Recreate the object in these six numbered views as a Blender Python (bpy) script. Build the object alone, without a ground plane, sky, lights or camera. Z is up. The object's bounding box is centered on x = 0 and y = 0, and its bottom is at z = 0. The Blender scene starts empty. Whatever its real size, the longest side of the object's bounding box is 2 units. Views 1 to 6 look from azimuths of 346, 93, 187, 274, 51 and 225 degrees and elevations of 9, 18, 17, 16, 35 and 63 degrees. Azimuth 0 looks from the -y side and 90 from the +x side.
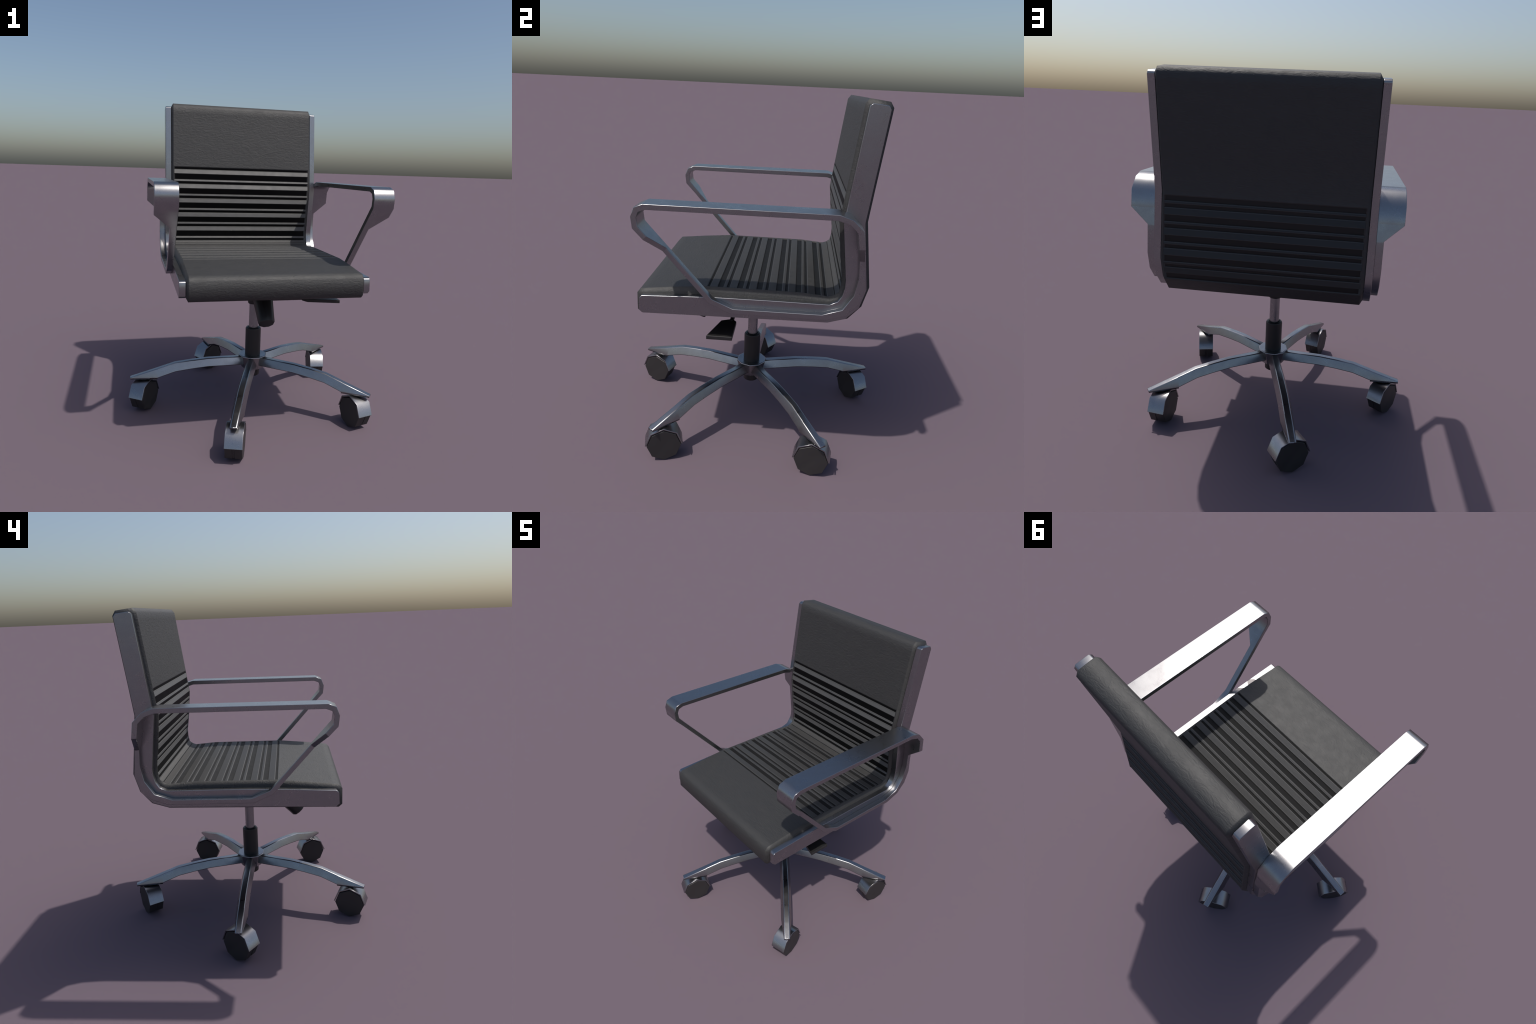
"""Office swivel chair: padded shell with ribbed panel, flat-bar side frames,
loop armrests, five-leg base with twin-wheel casters.  Metres, z up."""
import bpy, bmesh, math
from mathutils import Vector, Matrix

CX = 0.069                    # the chair's plane of symmetry
COL = bpy.context.scene.collection


# ------------------------------------------------------------------ helpers
def new_object(name, mesh, parent=None, mats=(), loc=(0, 0, 0), rot=(0, 0, 0)):
    ob = bpy.data.objects.new(name, mesh)
    COL.objects.link(ob)
    ob.parent = parent
    ob.location, ob.rotation_euler = loc, rot
    if mesh is not None:
        for m in mats:
            if m.name not in [x.name for x in mesh.materials if x]:
                mesh.materials.append(m)
    return ob


def to_mesh(bm, name):
    bmesh.ops.recalc_face_normals(bm, faces=bm.faces)
    me = bpy.data.meshes.new(name)
    bm.to_mesh(me)
    bm.free()
    return me


def finish(ob, bevel=0.0, segments=2, limit=55, sharp=60, flat=True, by_weight=False):
    """Rounded edges, smooth curved runs, flat faces kept flat."""
    me = ob.data
    for p in me.polygons:
        p.use_smooth = True
    me.set_sharp_from_angle(angle=math.radians(sharp))
    if bevel:
        b = ob.modifiers.new("rounded_edges", "BEVEL")
        b.width, b.segments = bevel, segments
        b.limit_method, b.angle_limit = "WEIGHT" if by_weight else "ANGLE", math.radians(limit)
        b.use_clamp_overlap = False
        b.harden_normals = False
    if not flat:
        return
    w = ob.modifiers.new("flat_faces", "WEIGHTED_NORMAL")
    w.mode, w.weight, w.keep_sharp = "FACE_AREA", 60, not bevel


def prism(bm, outline, axis_lo, axis_hi, plane="yz"):
    """Extrude a closed outline along the axis normal to its plane."""
    def at(a, b, c):
        return (c, a, b) if plane == "yz" else (a, b, c)
    lo = [bm.verts.new(at(a, b, axis_lo)) for a, b in outline]
    hi = [bm.verts.new(at(a, b, axis_hi)) for a, b in outline]
    n = len(outline)
    for i in range(n):
        bm.faces.new((lo[i], lo[(i + 1) % n], hi[(i + 1) % n], hi[i]))
    bm.faces.new(lo)
    bm.faces.new(list(reversed(hi)))


def lathe(bm, rings, sides, spin=0.0):
    """Surface of revolution about z; rings are (radius, z), both ends capped."""
    loops = []
    for r, z in rings:
        loops.append([bm.verts.new((r * math.cos(spin + 2 * math.pi * i / sides),
                                    r * math.sin(spin + 2 * math.pi * i / sides), z)) for i in range(sides)])
    for a, b in zip(loops, loops[1:]):
        for i in range(sides):
            bm.faces.new((a[i], a[(i + 1) % sides], b[(i + 1) % sides], b[i]))
    bm.faces.new(list(reversed(loops[0])))
    bm.faces.new(loops[-1])


# ---------------------------------------------------------------- materials
class Nodes:
    def __init__(self, name):
        self.mat = bpy.data.materials.new(name)
        self.mat.use_nodes = True
        self.t = self.mat.node_tree
        self.bsdf = self.t.nodes["Principled BSDF"]
        self.coord = self.t.nodes.new("ShaderNodeTexCoord").outputs["Object"]

    def link(self, a, b):
        self.t.links.new(a, b)

    def mapped(self, scale, rot=(0, 0, 0)):
        m = self.t.nodes.new("ShaderNodeMapping")
        m.inputs["Scale"].default_value = scale
        m.inputs["Rotation"].default_value = rot
        self.link(self.coord, m.inputs["Vector"])
        return m.outputs["Vector"]

    def noise(self, vec, scale, detail=3.0, rough=0.5, distort=0.0):
        n = self.t.nodes.new("ShaderNodeTexNoise")
        n.inputs["Scale"].default_value = scale
        n.inputs["Detail"].default_value = detail
        n.inputs["Roughness"].default_value = rough
        n.inputs["Distortion"].default_value = distort
        self.link(vec, n.inputs["Vector"])
        return n.outputs["Fac"]

    def ramp(self, fac, stops):
        r = self.t.nodes.new("ShaderNodeValToRGB")
        el = r.color_ramp.elements
        while len(el) < len(stops):
            el.new(0.5)
        for e, (p, c) in zip(el, stops):
            e.position = p
            e.color = (*c, 1) if isinstance(c, tuple) else (c, c, c, 1)
        self.link(fac, r.inputs["Fac"])
        return r.outputs["Color"]

    def math(self, op, a, b):
        m = self.t.nodes.new("ShaderNodeMath")
        m.operation = op
        for i, v in enumerate((a, b)):
            if isinstance(v, (int, float)):
                m.inputs[i].default_value = v
            else:
                self.link(v, m.inputs[i])
        return m.outputs[0]

    def leaning(self, amount, flip):
        """Normal leaned along the section: normal + amount * flip * (0, nz, -ny)."""
        geo = self.t.nodes.new("ShaderNodeNewGeometry").outputs["Normal"]
        sep = self.t.nodes.new("ShaderNodeSeparateXYZ")
        self.link(geo, sep.inputs[0])
        com = self.t.nodes.new("ShaderNodeCombineXYZ")
        self.link(self.math("MULTIPLY", sep.outputs[2], amount * flip), com.inputs[1])
        self.link(self.math("MULTIPLY", sep.outputs[1], -amount * flip), com.inputs[2])
        add = self.t.nodes.new("ShaderNodeVectorMath")
        self.link(geo, add.inputs[0])
        self.link(com.outputs[0], add.inputs[1])
        nor = self.t.nodes.new("ShaderNodeVectorMath")
        nor.operation = "NORMALIZE"
        self.link(add.outputs[0], nor.inputs[0])
        return nor.outputs[0]

    def bump(self, height, strength, distance, base=None):
        b = self.t.nodes.new("ShaderNodeBump")
        if base is not None:
            self.link(base, b.inputs["Normal"])
        b.inputs["Strength"].default_value = strength
        b.inputs["Distance"].default_value = distance
        self.link(height, b.inputs["Height"])
        self.link(b.outputs["Normal"], self.bsdf.inputs["Normal"])

    def set(self, **kw):
        for k, v in kw.items():
            sock = self.bsdf.inputs[k.replace("_", " ")]
            if hasattr(v, "default_value") or hasattr(v, "is_linked"):
                self.link(v, sock)
            else:
                sock.default_value = v


def leather_look(n, tone, tilt=0.0, flip=1.0, crease=0.42, gloss=0.36):
    """Shared black upholstery shading; tilt leans the surface along the chair's section,
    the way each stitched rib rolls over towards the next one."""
    wrinkle = n.noise(n.mapped((18, 48, 48)), 1.0, 3.0, 0.5, 1.9)       # creases lying across the chair
    lumps = n.noise(n.mapped((34, 50, 50)), 1.0, 2.0, 0.5, 0.8)
    cloud = n.noise(n.coord, 17.0, 4.0, 0.6)
    n.set(Base_Color=n.ramp(cloud, [(0.3, (tone * 0.92, tone * 0.895, tone * 0.87)), (0.7, (tone * 1.12, tone * 1.09, tone * 1.06))]),
          Roughness=n.ramp(cloud, [(0.3, 0.66), (0.7, 0.73)]))
    n.bsdf.inputs["Specular IOR Level"].default_value = gloss
    n.bsdf.inputs["IOR"].default_value = 1.95          # waxed hide: dark body, broad soft sheen
    base = n.leaning(tilt, flip) if tilt else None
    n.bump(n.math("ADD", n.math("MULTIPLY", wrinkle, 0.75), n.math("MULTIPLY", lumps, 0.35)), crease, 0.006, base)
    return n.mat


def metal_material():
    n = Nodes("satin_aluminium")
    grain = n.noise(n.coord, 260.0, 1.0, 0.5)
    smudge = n.noise(n.coord, 15.0, 4.0, 0.6, 0.4)
    speck = n.math("ADD", n.math("MULTIPLY", smudge, 0.45), n.math("MULTIPLY", grain, 0.55))
    n.set(Base_Color=n.ramp(speck, [(0.3, (0.285, 0.285, 0.295)), (0.7, (0.350, 0.350, 0.360))]), Metallic=1.0,
          Roughness=n.ramp(smudge, [(0.28, 0.34), (0.72, 0.25)]))
    return n.mat


def plastic_material(name, tone, rough):
    n = Nodes(name)
    cloud = n.noise(n.coord, 14.0, 4.0)
    n.set(Base_Color=n.ramp(cloud, [(0.3, tuple(c * 0.93 for c in tone)), (0.7, tuple(c * 1.07 for c in tone))]),
          Roughness=n.ramp(cloud, [(0.3, rough - 0.05), (0.7, rough + 0.05)]))
    return n.mat


LEAN = 0.55
LEATHER = leather_look(Nodes("black_leather"), 0.0125)
RIB_EDGE = leather_look(Nodes("rib_edge_leather"), 0.0145, crease=0.1, gloss=0.42)  # slightly paler and glossier than the pad leather, without the lean
RIB = leather_look(Nodes("ribbed_leather"), 0.0185, 0.47, 1.0, 0.12, 0.48)
RIB_BACK = leather_look(Nodes("ribbed_leather_rear"), 0.0145, 0.32, -1.0, 0.12, 0.26)
GROOVE = leather_look(Nodes("groove_baked_shade"), 0.004, LEAN, -1.0, 0.05, 0.10)  # leather darkened nearly to black: occlusion shadow baked into the groove floor
GROOVE_BACK = leather_look(Nodes("groove_dark_rear"), 0.009, 0.32, 1.0, 0.05, 0.22)  # rear groove floors: darker than the pad leather, less so than at the front
METAL = metal_material()
PLASTIC = plastic_material("black_plastic", (0.018, 0.0175, 0.018), 0.42)
RUBBER = plastic_material("wheel_plastic", (0.028, 0.026, 0.026), 0.5)

# ------------------------------------------------------------------ the chair
chair = new_object("office_chair", None, loc=(CX, 0, 0))
chair["label"] = "black padded office swivel chair with ribbed panel, metal loop arms and casters"
chair["category"] = "office chair"

# ---- padded shell: one L-shaped outline in the y-z plane, lofted across x
FRONT = [(-0.562, 0.852), (-0.582, 0.870), (-0.582, 0.965), (-0.560, 0.989), (-0.522, 0.9933), (-0.400, 1.007), (-0.215, 1.023),
         (0.275, 1.022), (0.425, 1.0095), (0.449, 1.018), (0.4725, 1.035), (0.4815, 1.080), (0.481, 1.130),
         (0.464, 1.240), (0.4455, 1.413), (0.5110, 1.939), (0.5155, 1.975), (0.5345, 2.000)]
REAR = [(0.631, 1.988), (0.648, 1.961), (0.6435, 1.923), (0.602, 1.577), (0.584, 1.418), (0.626, 1.075), (0.596, 0.967),
        (0.531, 0.894), (0.431, 0.864)]
SKIP = math.dist(FRONT[0], FRONT[1])      # front arc length is counted from the second point
DEPTH, HALF, EDGE, RIB_HALF = 0.0050, 0.497, 0.0145, 0.4905


class Arc:
    """Arc-length parameter along an open polyline, with its outward side."""
    def __init__(self, pts, start=0.0):
        self.p = [Vector(p) for p in pts]
        self.s = [start]
        for a, b in zip(self.p, self.p[1:]):
            self.s.append(self.s[-1] + (b - a).length)

    def at(self, s):
        for i in range(len(self.p) - 1):
            if s <= self.s[i + 1] or i == len(self.p) - 2:
                t = (s - self.s[i]) / (self.s[i + 1] - self.s[i])
                return self.p[i].lerp(self.p[i + 1], t), self.side(i, t)

    def side(self, i, t):
        def nrm(k):
            k = min(max(k, 0), len(self.p) - 2)
            d = (self.p[k + 1] - self.p[k]).normalized()
            return Vector((-d.y, d.x))          # left of travel = outward
        if t < 0.5:
            w = 0.5 + t
            v = nrm(i - 1) * (1 - w) + nrm(i) * w
        else:
            w = 1.5 - t
            v = nrm(i + 1) * (1 - w) + nrm(i) * w
        return v.normalized()

    def between(self, a, b):
        return [s for s in self.s if a + 1e-4 < s < b - 1e-4]


front_arc = Arc(FRONT, -SKIP)
rear_arc = Arc(REAR, 0.0)
FRONT_PANEL = (0.478, 1.705)
REAR_PANEL = (0.5995, 1.031)


def shell_outline():
    """(point, sunk?) round the whole section, with the panel limits inserted."""
    out = []
    for arc, (a, b) in ((front_arc, FRONT_PANEL), (rear_arc, REAR_PANEL)):
        knots = sorted([(s, False) for s in arc.s] + [(a - 0.006, False), (a, False), (a + 0.0015, True),
                                                   (b - 0.0015, True), (b, False), (b + 0.006, False)])
        for s, sunk in knots:
            inside = sunk or (a + 0.002 < s < b - 0.002)
            out.append((arc.at(s)[0] if s not in arc.s else arc.p[arc.s.index(s)], inside))
    return out


def inset_points(pts, amount):
    """Move every outline vertex inwards by its own amount along the mitre."""
    n, res = len(pts), []
    for i in range(n):
        p, d0, d1 = pts[i], (pts[i] - pts[i - 1]).normalized(), (pts[(i + 1) % n] - pts[i]).normalized()
        n0, n1 = Vector((-d0.y, d0.x)), Vector((-d1.y, d1.x))
        m = (n0 + n1).normalized()
        res.append(p - m * (amount[i] / max(m.dot(n1), 0.5)))
    return res


def build_shell():
    out = shell_outline()
    pts, sunk = [o[0] for o in out], [o[1] for o in out]
    n = len(pts)
    flat, side = inset_points(pts, [0.0] * n), inset_points(pts, [0.0255] * n)
    round_a = inset_points(pts, [0.0085] * n)
    floor = inset_points(pts, [DEPTH if s else 0.0 for s in sunk])
    stations = [(HALF + EDGE, side), (HALF, flat), (RIB_HALF + 0.0015, flat), (RIB_HALF - 0.006, floor)]
    stations = [(-x, q) for x, q in stations] + [(x, q) for x, q in reversed(stations)]
    bm = bmesh.new()
    rows = [[bm.verts.new((x, p.x, p.y)) for p in q] for x, q in stations]
    for k in range(len(rows) - 1):
        for i in range(n):
            j = (i + 1) % n
            f = bm.faces.new((rows[k][i], rows[k][j], rows[k + 1][j], rows[k + 1][i]))
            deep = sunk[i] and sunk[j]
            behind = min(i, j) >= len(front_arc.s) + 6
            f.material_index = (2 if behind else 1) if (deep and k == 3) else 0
    bm.faces.new(rows[0])
    bm.faces.new(list(reversed(rows[-1])))
    return to_mesh(bm, "upholstery")


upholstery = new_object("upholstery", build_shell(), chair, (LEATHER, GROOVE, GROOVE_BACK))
finish(upholstery, 0.0, sharp=62, flat=False)


def crisp_material_borders(me):
    """The panel floor meets its walls in a hard line, so its shading stays flat."""
    seen = {}
    for p in me.polygons:
        for k in p.edge_keys:
            seen.setdefault(k, set()).add(p.material_index)
    for e in me.edges:
        if len(seen[e.key]) > 1:
            e.use_edge_sharp = True


crisp_material_borders(upholstery.data)


def rib_mesh(arc, a, b, rise=0.0):
    """A soft bar lying on the panel floor between arc lengths a and b."""
    r = min(0.0045, (b - a) * 0.28)
    prof = [(a, -DEPTH - 0.001), (a, -0.0035), (a + r * 0.3, -0.0012), (a + r, rise)]
    prof += [(s, rise) for s in arc.between(a + r, b - r)]
    prof += [(b - r, rise), (b - r * 0.3, -0.0012), (b, -0.0035), (b, -DEPTH - 0.001)]
    pts = []
    for s, h in prof:
        p, m = arc.at(s)
        pts.append(p + m * h)
    bm = bmesh.new()
    prism(bm, [(p.x, p.y) for p in pts], -RIB_HALF + 0.0005, RIB_HALF - 0.0005)
    n = len(pts)
    bm.faces.ensure_lookup_table()
    for i in (0, 1, 2, n - 4, n - 3, n - 2):        # the rounded shoulders take the rib-edge material
        bm.faces[i].material_index = 1
    return to_mesh(bm, "rib")


def rib_spans():
    spans = []
    # seat: narrow gap, wide rib, wide gap, narrow rib, six times
    for k in range(6):
        s = 0.4846 + 0.1023 * k
        spans.append((front_arc, s + 0.0068, s + 0.0478))
        spans.append((front_arc, s + 0.0772, s + 0.0955))
    spans += [(front_arc, 1.1055, 1.1455), (front_arc, 1.1475, 1.1805)]    # the bend
    # backrest: the same rhythm mirrored, five times
    for k in range(5):
        s = 1.1872 + 0.1020 * k
        spans.append((front_arc, s + 0.0075, s + 0.0240))
        spans.append((front_arc, s + 0.0605, s + 0.0945))
    # back of the backrest
    for k in range(4):
        s = 0.6250 + 0.1013 * k
        spans.append((rear_arc, s, s + 0.0160))
        spans.append((rear_arc, s + 0.0330, s + 0.0710))
    return spans


for arc, a, b in rib_spans():
    ob = new_object("rib", rib_mesh(arc, a, b), upholstery, (RIB if arc is front_arc else RIB_BACK, RIB_EDGE))
    finish(ob, 0.0, sharp=75)

# ---- side frames: a flat bar following the shell's section
FRAME_TOP = [(-0.545, 0.969), (-0.178, 0.984), (0.117, 0.986), (0.428, 0.985), (0.468, 1.004), (0.4875, 1.035),
             (0.4975, 1.080), (0.498, 1.120), (0.463, 1.420), (0.531, 1.968), (0.5475, 1.9795)]
FRAME_UNDER = [(0.617, 1.972), (0.6295, 1.9545), (0.5655, 1.420), (0.606, 1.078), (0.577, 0.977), (0.515, 0.913),
               (0.425, 0.885), (-0.543, 0.8715), (-0.5625, 0.889), (-0.5595, 0.954)]
for sign in (1, -1):
    bm = bmesh.new()
    prism(bm, FRAME_TOP + FRAME_UNDER, sign * 0.509, sign * 0.547)
    ob = new_object("side_frame", to_mesh(bm, "side_frame"), chair, (METAL,))
    finish(ob, 0.003, 2)

# ---- armrests: one closed flat strip, broad as a rest, narrow along the frame
BROAD, NARROW, ARM_IN = 0.674, 0.584, 0.5463
ARM = [  # outer (y, z), inner (y, z), outer half width
    ((-0.489, 1.4835), (-0.478, 1.4560), BROAD), ((-0.532, 1.4660), (-0.510, 1.4440), BROAD),
    ((-0.549, 1.4190), (-0.5205, 1.4180), BROAD), ((-0.542, 1.3620), (-0.515, 1.3745), BROAD),
    ((-0.491, 1.3080), (-0.473, 1.3270), BROAD), ((-0.422, 1.2300), (-0.402, 1.2480), NARROW),
    ((-0.187, 0.9640), (-0.172, 0.9890), NARROW), ((-0.077, 0.9140), (-0.062, 0.9410), NARROW),
    ((0.412, 0.9120), (0.390, 0.9425), NARROW), ((0.508, 0.9440), (0.490, 0.9755), NARROW),
    ((0.568, 1.0090), (0.541, 1.0560), NARROW), ((0.592, 1.0940), (0.5575, 1.1500), NARROW),
    ((0.579, 1.2420), (0.5515, 1.2420), NARROW), ((0.563, 1.3230), (0.533, 1.3230), BROAD),
    ((0.550, 1.4120), (0.5195, 1.4045), BROAD), ((0.495, 1.4650), (0.482, 1.4400), BROAD),
    ((0.430, 1.4855), (0.425, 1.4570), BROAD)]
for sign in (1, -1):
    bm = bmesh.new()
    rings = []
    stations = []
    for k, cur in enumerate(ARM):
        nxt, prev = ARM[(k + 1) % len(ARM)], ARM[k - 1]

        def toward(other, t=0.05):      # crisp fold where the strip changes width
            mix = lambda p, q: tuple(a + (b - a) * t for a, b in zip(p, q))
            return mix(cur[0], other[0]), mix(cur[1], other[1]), cur[2]
        if nxt[2] != cur[2]:
            stations += [toward(prev), cur]
        elif prev[2] != cur[2]:
            stations += [cur, toward(nxt, 0.05 if cur[2] == BROAD else 0.02)]
        else:
            stations.append(cur)
    for (yo, zo), (yi, zi), xo in stations:
        rings.append([bm.verts.new((sign * x, y, z)) for x, y, z in
                      ((ARM_IN, yo, zo), (xo, yo, zo), (xo, yi, zi), (ARM_IN, yi, zi))])
    for k in range(len(rings)):
        a, b = rings[k], rings[(k + 1) % len(rings)]
        for i in range(4):
            bm.faces.new((a[i], a[(i + 1) % 4], b[(i + 1) % 4], b[i]))
    ob = new_object("armrest", to_mesh(bm, "armrest"), chair, (METAL,))
    finish(ob, 0.003, 2, limit=62, sharp=62)

# ---- under-seat mechanism, knob and lever
bm = bmesh.new()
prism(bm, [(-0.25, 0.862), (-0.235, 0.80), (-0.13, 0.752), (0.07, 0.752), (0.16, 0.80), (0.17, 0.868)], -0.095, 0.095)
ob = new_object("tilt_mechanism", to_mesh(bm, "tilt_mechanism"), chair, (PLASTIC,))
finish(ob, 0.008, 2)

bm = bmesh.new()
lathe(bm, [(0.044, 0.0), (0.051, 0.007), (0.053, 0.04), (0.065, 0.20), (0.066, 0.235)], 9)
ob = new_object("tension_knob", to_mesh(bm, "tension_knob"), chair, (PLASTIC,), (-0.002, -0.343, 0.648),
                (math.radians(-42 + 84), 0, 0))
ob.rotation_euler = Vector((0, 0.67, 0.742)).to_track_quat("Z", "Y").to_euler()
finish(ob, 0.0, sharp=50)

bm = bmesh.new()
prism(bm, [(0.518, -0.211), (0.518, -0.071), (0.320, -0.071), (0.297, -0.088), (0.294, -0.114), (0.316, -0.158)],
      0.727, 0.749, plane="xy")
lever = new_object("height_lever", to_mesh(bm, "height_lever"), chair, (PLASTIC,))
finish(lever, 0.003, 2)
bm = bmesh.new()
lathe(bm, [(0.0125, 0.0), (0.0125, 0.24)], 10)
ob = new_object("lever_rod", to_mesh(bm, "lever_rod"), lever, (PLASTIC,), (0.075, -0.100, 0.741),
                (0, math.radians(90), 0))
finish(ob, 0.0, sharp=50)

# ---- gas column
bm = bmesh.new()
lathe(bm, [(0.0305, 0.50), (0.0305, 0.70)], 18)
ob = new_object("piston_tube", to_mesh(bm, "piston_tube"), chair, (METAL,))
finish(ob, 0.0, sharp=50)
bm = bmesh.new()
lathe(bm, [(0.037, 0.690), (0.0415, 0.697), (0.0415, 0.756)], 18)
ob = new_object("piston_collar", to_mesh(bm, "piston_collar"), chair, (PLASTIC,))
finish(ob, 0.0, sharp=40)
bm = bmesh.new()
lathe(bm, [(0.040, 0.199), (0.048, 0.206), (0.051, 0.33), (0.0515, 0.520), (0.0455, 0.5285), (0.034, 0.5290),
           (0.034, 0.521)], 18)
ob = new_object("column_sleeve", to_mesh(bm, "column_sleeve"), chair, (PLASTIC,))
finish(ob, 0.0, sharp=60)

# ---- base: hub and five legs
bm = bmesh.new()
lathe(bm, [(0.072, 0.253), (0.094, 0.335), (0.094, 0.341), (0.088, 0.344), (0.058, 0.342)], 10, math.radians(-38))
ob = new_object("base_hub", to_mesh(bm, "base_hub"), chair, (METAL,))
finish(ob, 0.002, 1, limit=30, sharp=30)


def leg_mesh():
    """Stations along the leg: distance, top z, side-foot z, underside z, top and foot half widths."""
    stations = [(0.068, 0.331, 0.284, 0.280, 0.0185, 0.0370), (0.300, 0.327, 0.281, 0.277, 0.0185, 0.0370),
                (0.410, 0.317, 0.270, 0.266, 0.0182, 0.0370), (0.515, 0.304, 0.2555, 0.2515, 0.0180, 0.0370),
                (0.627, 0.2695, 0.2185, 0.2145, 0.0177, 0.0370), (0.628, 0.2692, 0.2180, 0.2060, 0.0177, 0.0370),
                (0.800, 0.2175, 0.2155, 0.2060, 0.0172, 0.0200)]
    bm = bmesh.new()
    rings = []
    for r, zt, zf, zu, wt, wf in stations:
        rings.append([bm.verts.new((r, y, z)) for y, z in
                      ((-wt, zt), (wt, zt), (wf, zf), (wf, zu), (-wf, zu), (-wf, zf))])
    for a, b in zip(rings, rings[1:]):
        for i in range(6):
            bm.faces.new((a[i], a[(i + 1) % 6], b[(i + 1) % 6], b[i]))
    bm.faces.new(list(reversed(rings[0])))
    bm.faces.new(rings[-1])
    weight = bm.edges.layers.float.new("bevel_weight_edge")     # only the two upper rails are rounded
    for a, b in zip(rings, rings[1:]):
        for i in (0, 1):
            bm.edges.get((a[i], b[i]))[weight] = 1.0
    return to_mesh(bm, "leg")


def hood_mesh():
    """Half an octagonal band arching over the wheels."""
    bm = bmesh.new()
    rows = []
    for k in range(5):
        t = math.pi * k / 4
        row = []
        for rad in (0.1045, 0.0960):
            for y in (-0.050, 0.050):
                row.append(bm.verts.new((y, rad * math.cos(t), 0.1005 + rad * math.sin(t))))
        rows.append(row)
    for a, b in zip(rows, rows[1:]):
        for i, j in ((0, 1), (1, 3), (3, 2), (2, 0)):
            bm.faces.new((a[i], a[j], b[j], b[i]))
    for r in (rows[0], rows[-1]):
        bm.faces.new((r[0], r[1], r[3], r[2]))
    return to_mesh(bm, "caster")


def wheel_mesh():
    bm = bmesh.new()
    lathe(bm, [(0.0925, 0.0), (0.095, 0.0025), (0.095, 0.0405), (0.0925, 0.0415), (0.0925, 0.0484)], 8)
    bmesh.ops.rotate(bm, verts=bm.verts, matrix=Matrix.Rotation(math.radians(90), 3, "Y"))
    return to_mesh(bm, "wheel")


leg_me, hood_me, wheel_me = leg_mesh(), hood_mesh(), wheel_mesh()
bm = bmesh.new()
lathe(bm, [(0.020, 0.10), (0.020, 0.2075)], 12)
stem_me = to_mesh(bm, "caster_stem")
TURN = (15.0, -7.5, 124.5, -35.0, -18.0)        # which way each caster's axle happens to point
for k in range(5):
    a = math.radians(-38 + 72 * k)
    leg = new_object("leg", leg_me, chair, (METAL,), (0, 0, 0), (0, 0, a))
    finish(leg, 0.0055, 3, sharp=50, by_weight=True)
    spot = (0.7125 * math.cos(a), 0.7125 * math.sin(a), 0)
    caster = new_object("caster", hood_me, chair, (METAL,), spot, (0, 0, math.radians(TURN[k])))
    finish(caster, 0.002, 2, limit=65, sharp=62)
    for x, turn in ((-0.0485, 0.0), (0.0485, math.pi)):
        w = new_object("wheel", wheel_me, caster, (RUBBER,), (x, 0, 0.095), (0, 0, turn))
        finish(w, 0.0, sharp=30)
    s = new_object("caster_stem", stem_me, caster, (PLASTIC,))
    finish(s, 0.0, sharp=50)

bpy.context.view_layer.update()
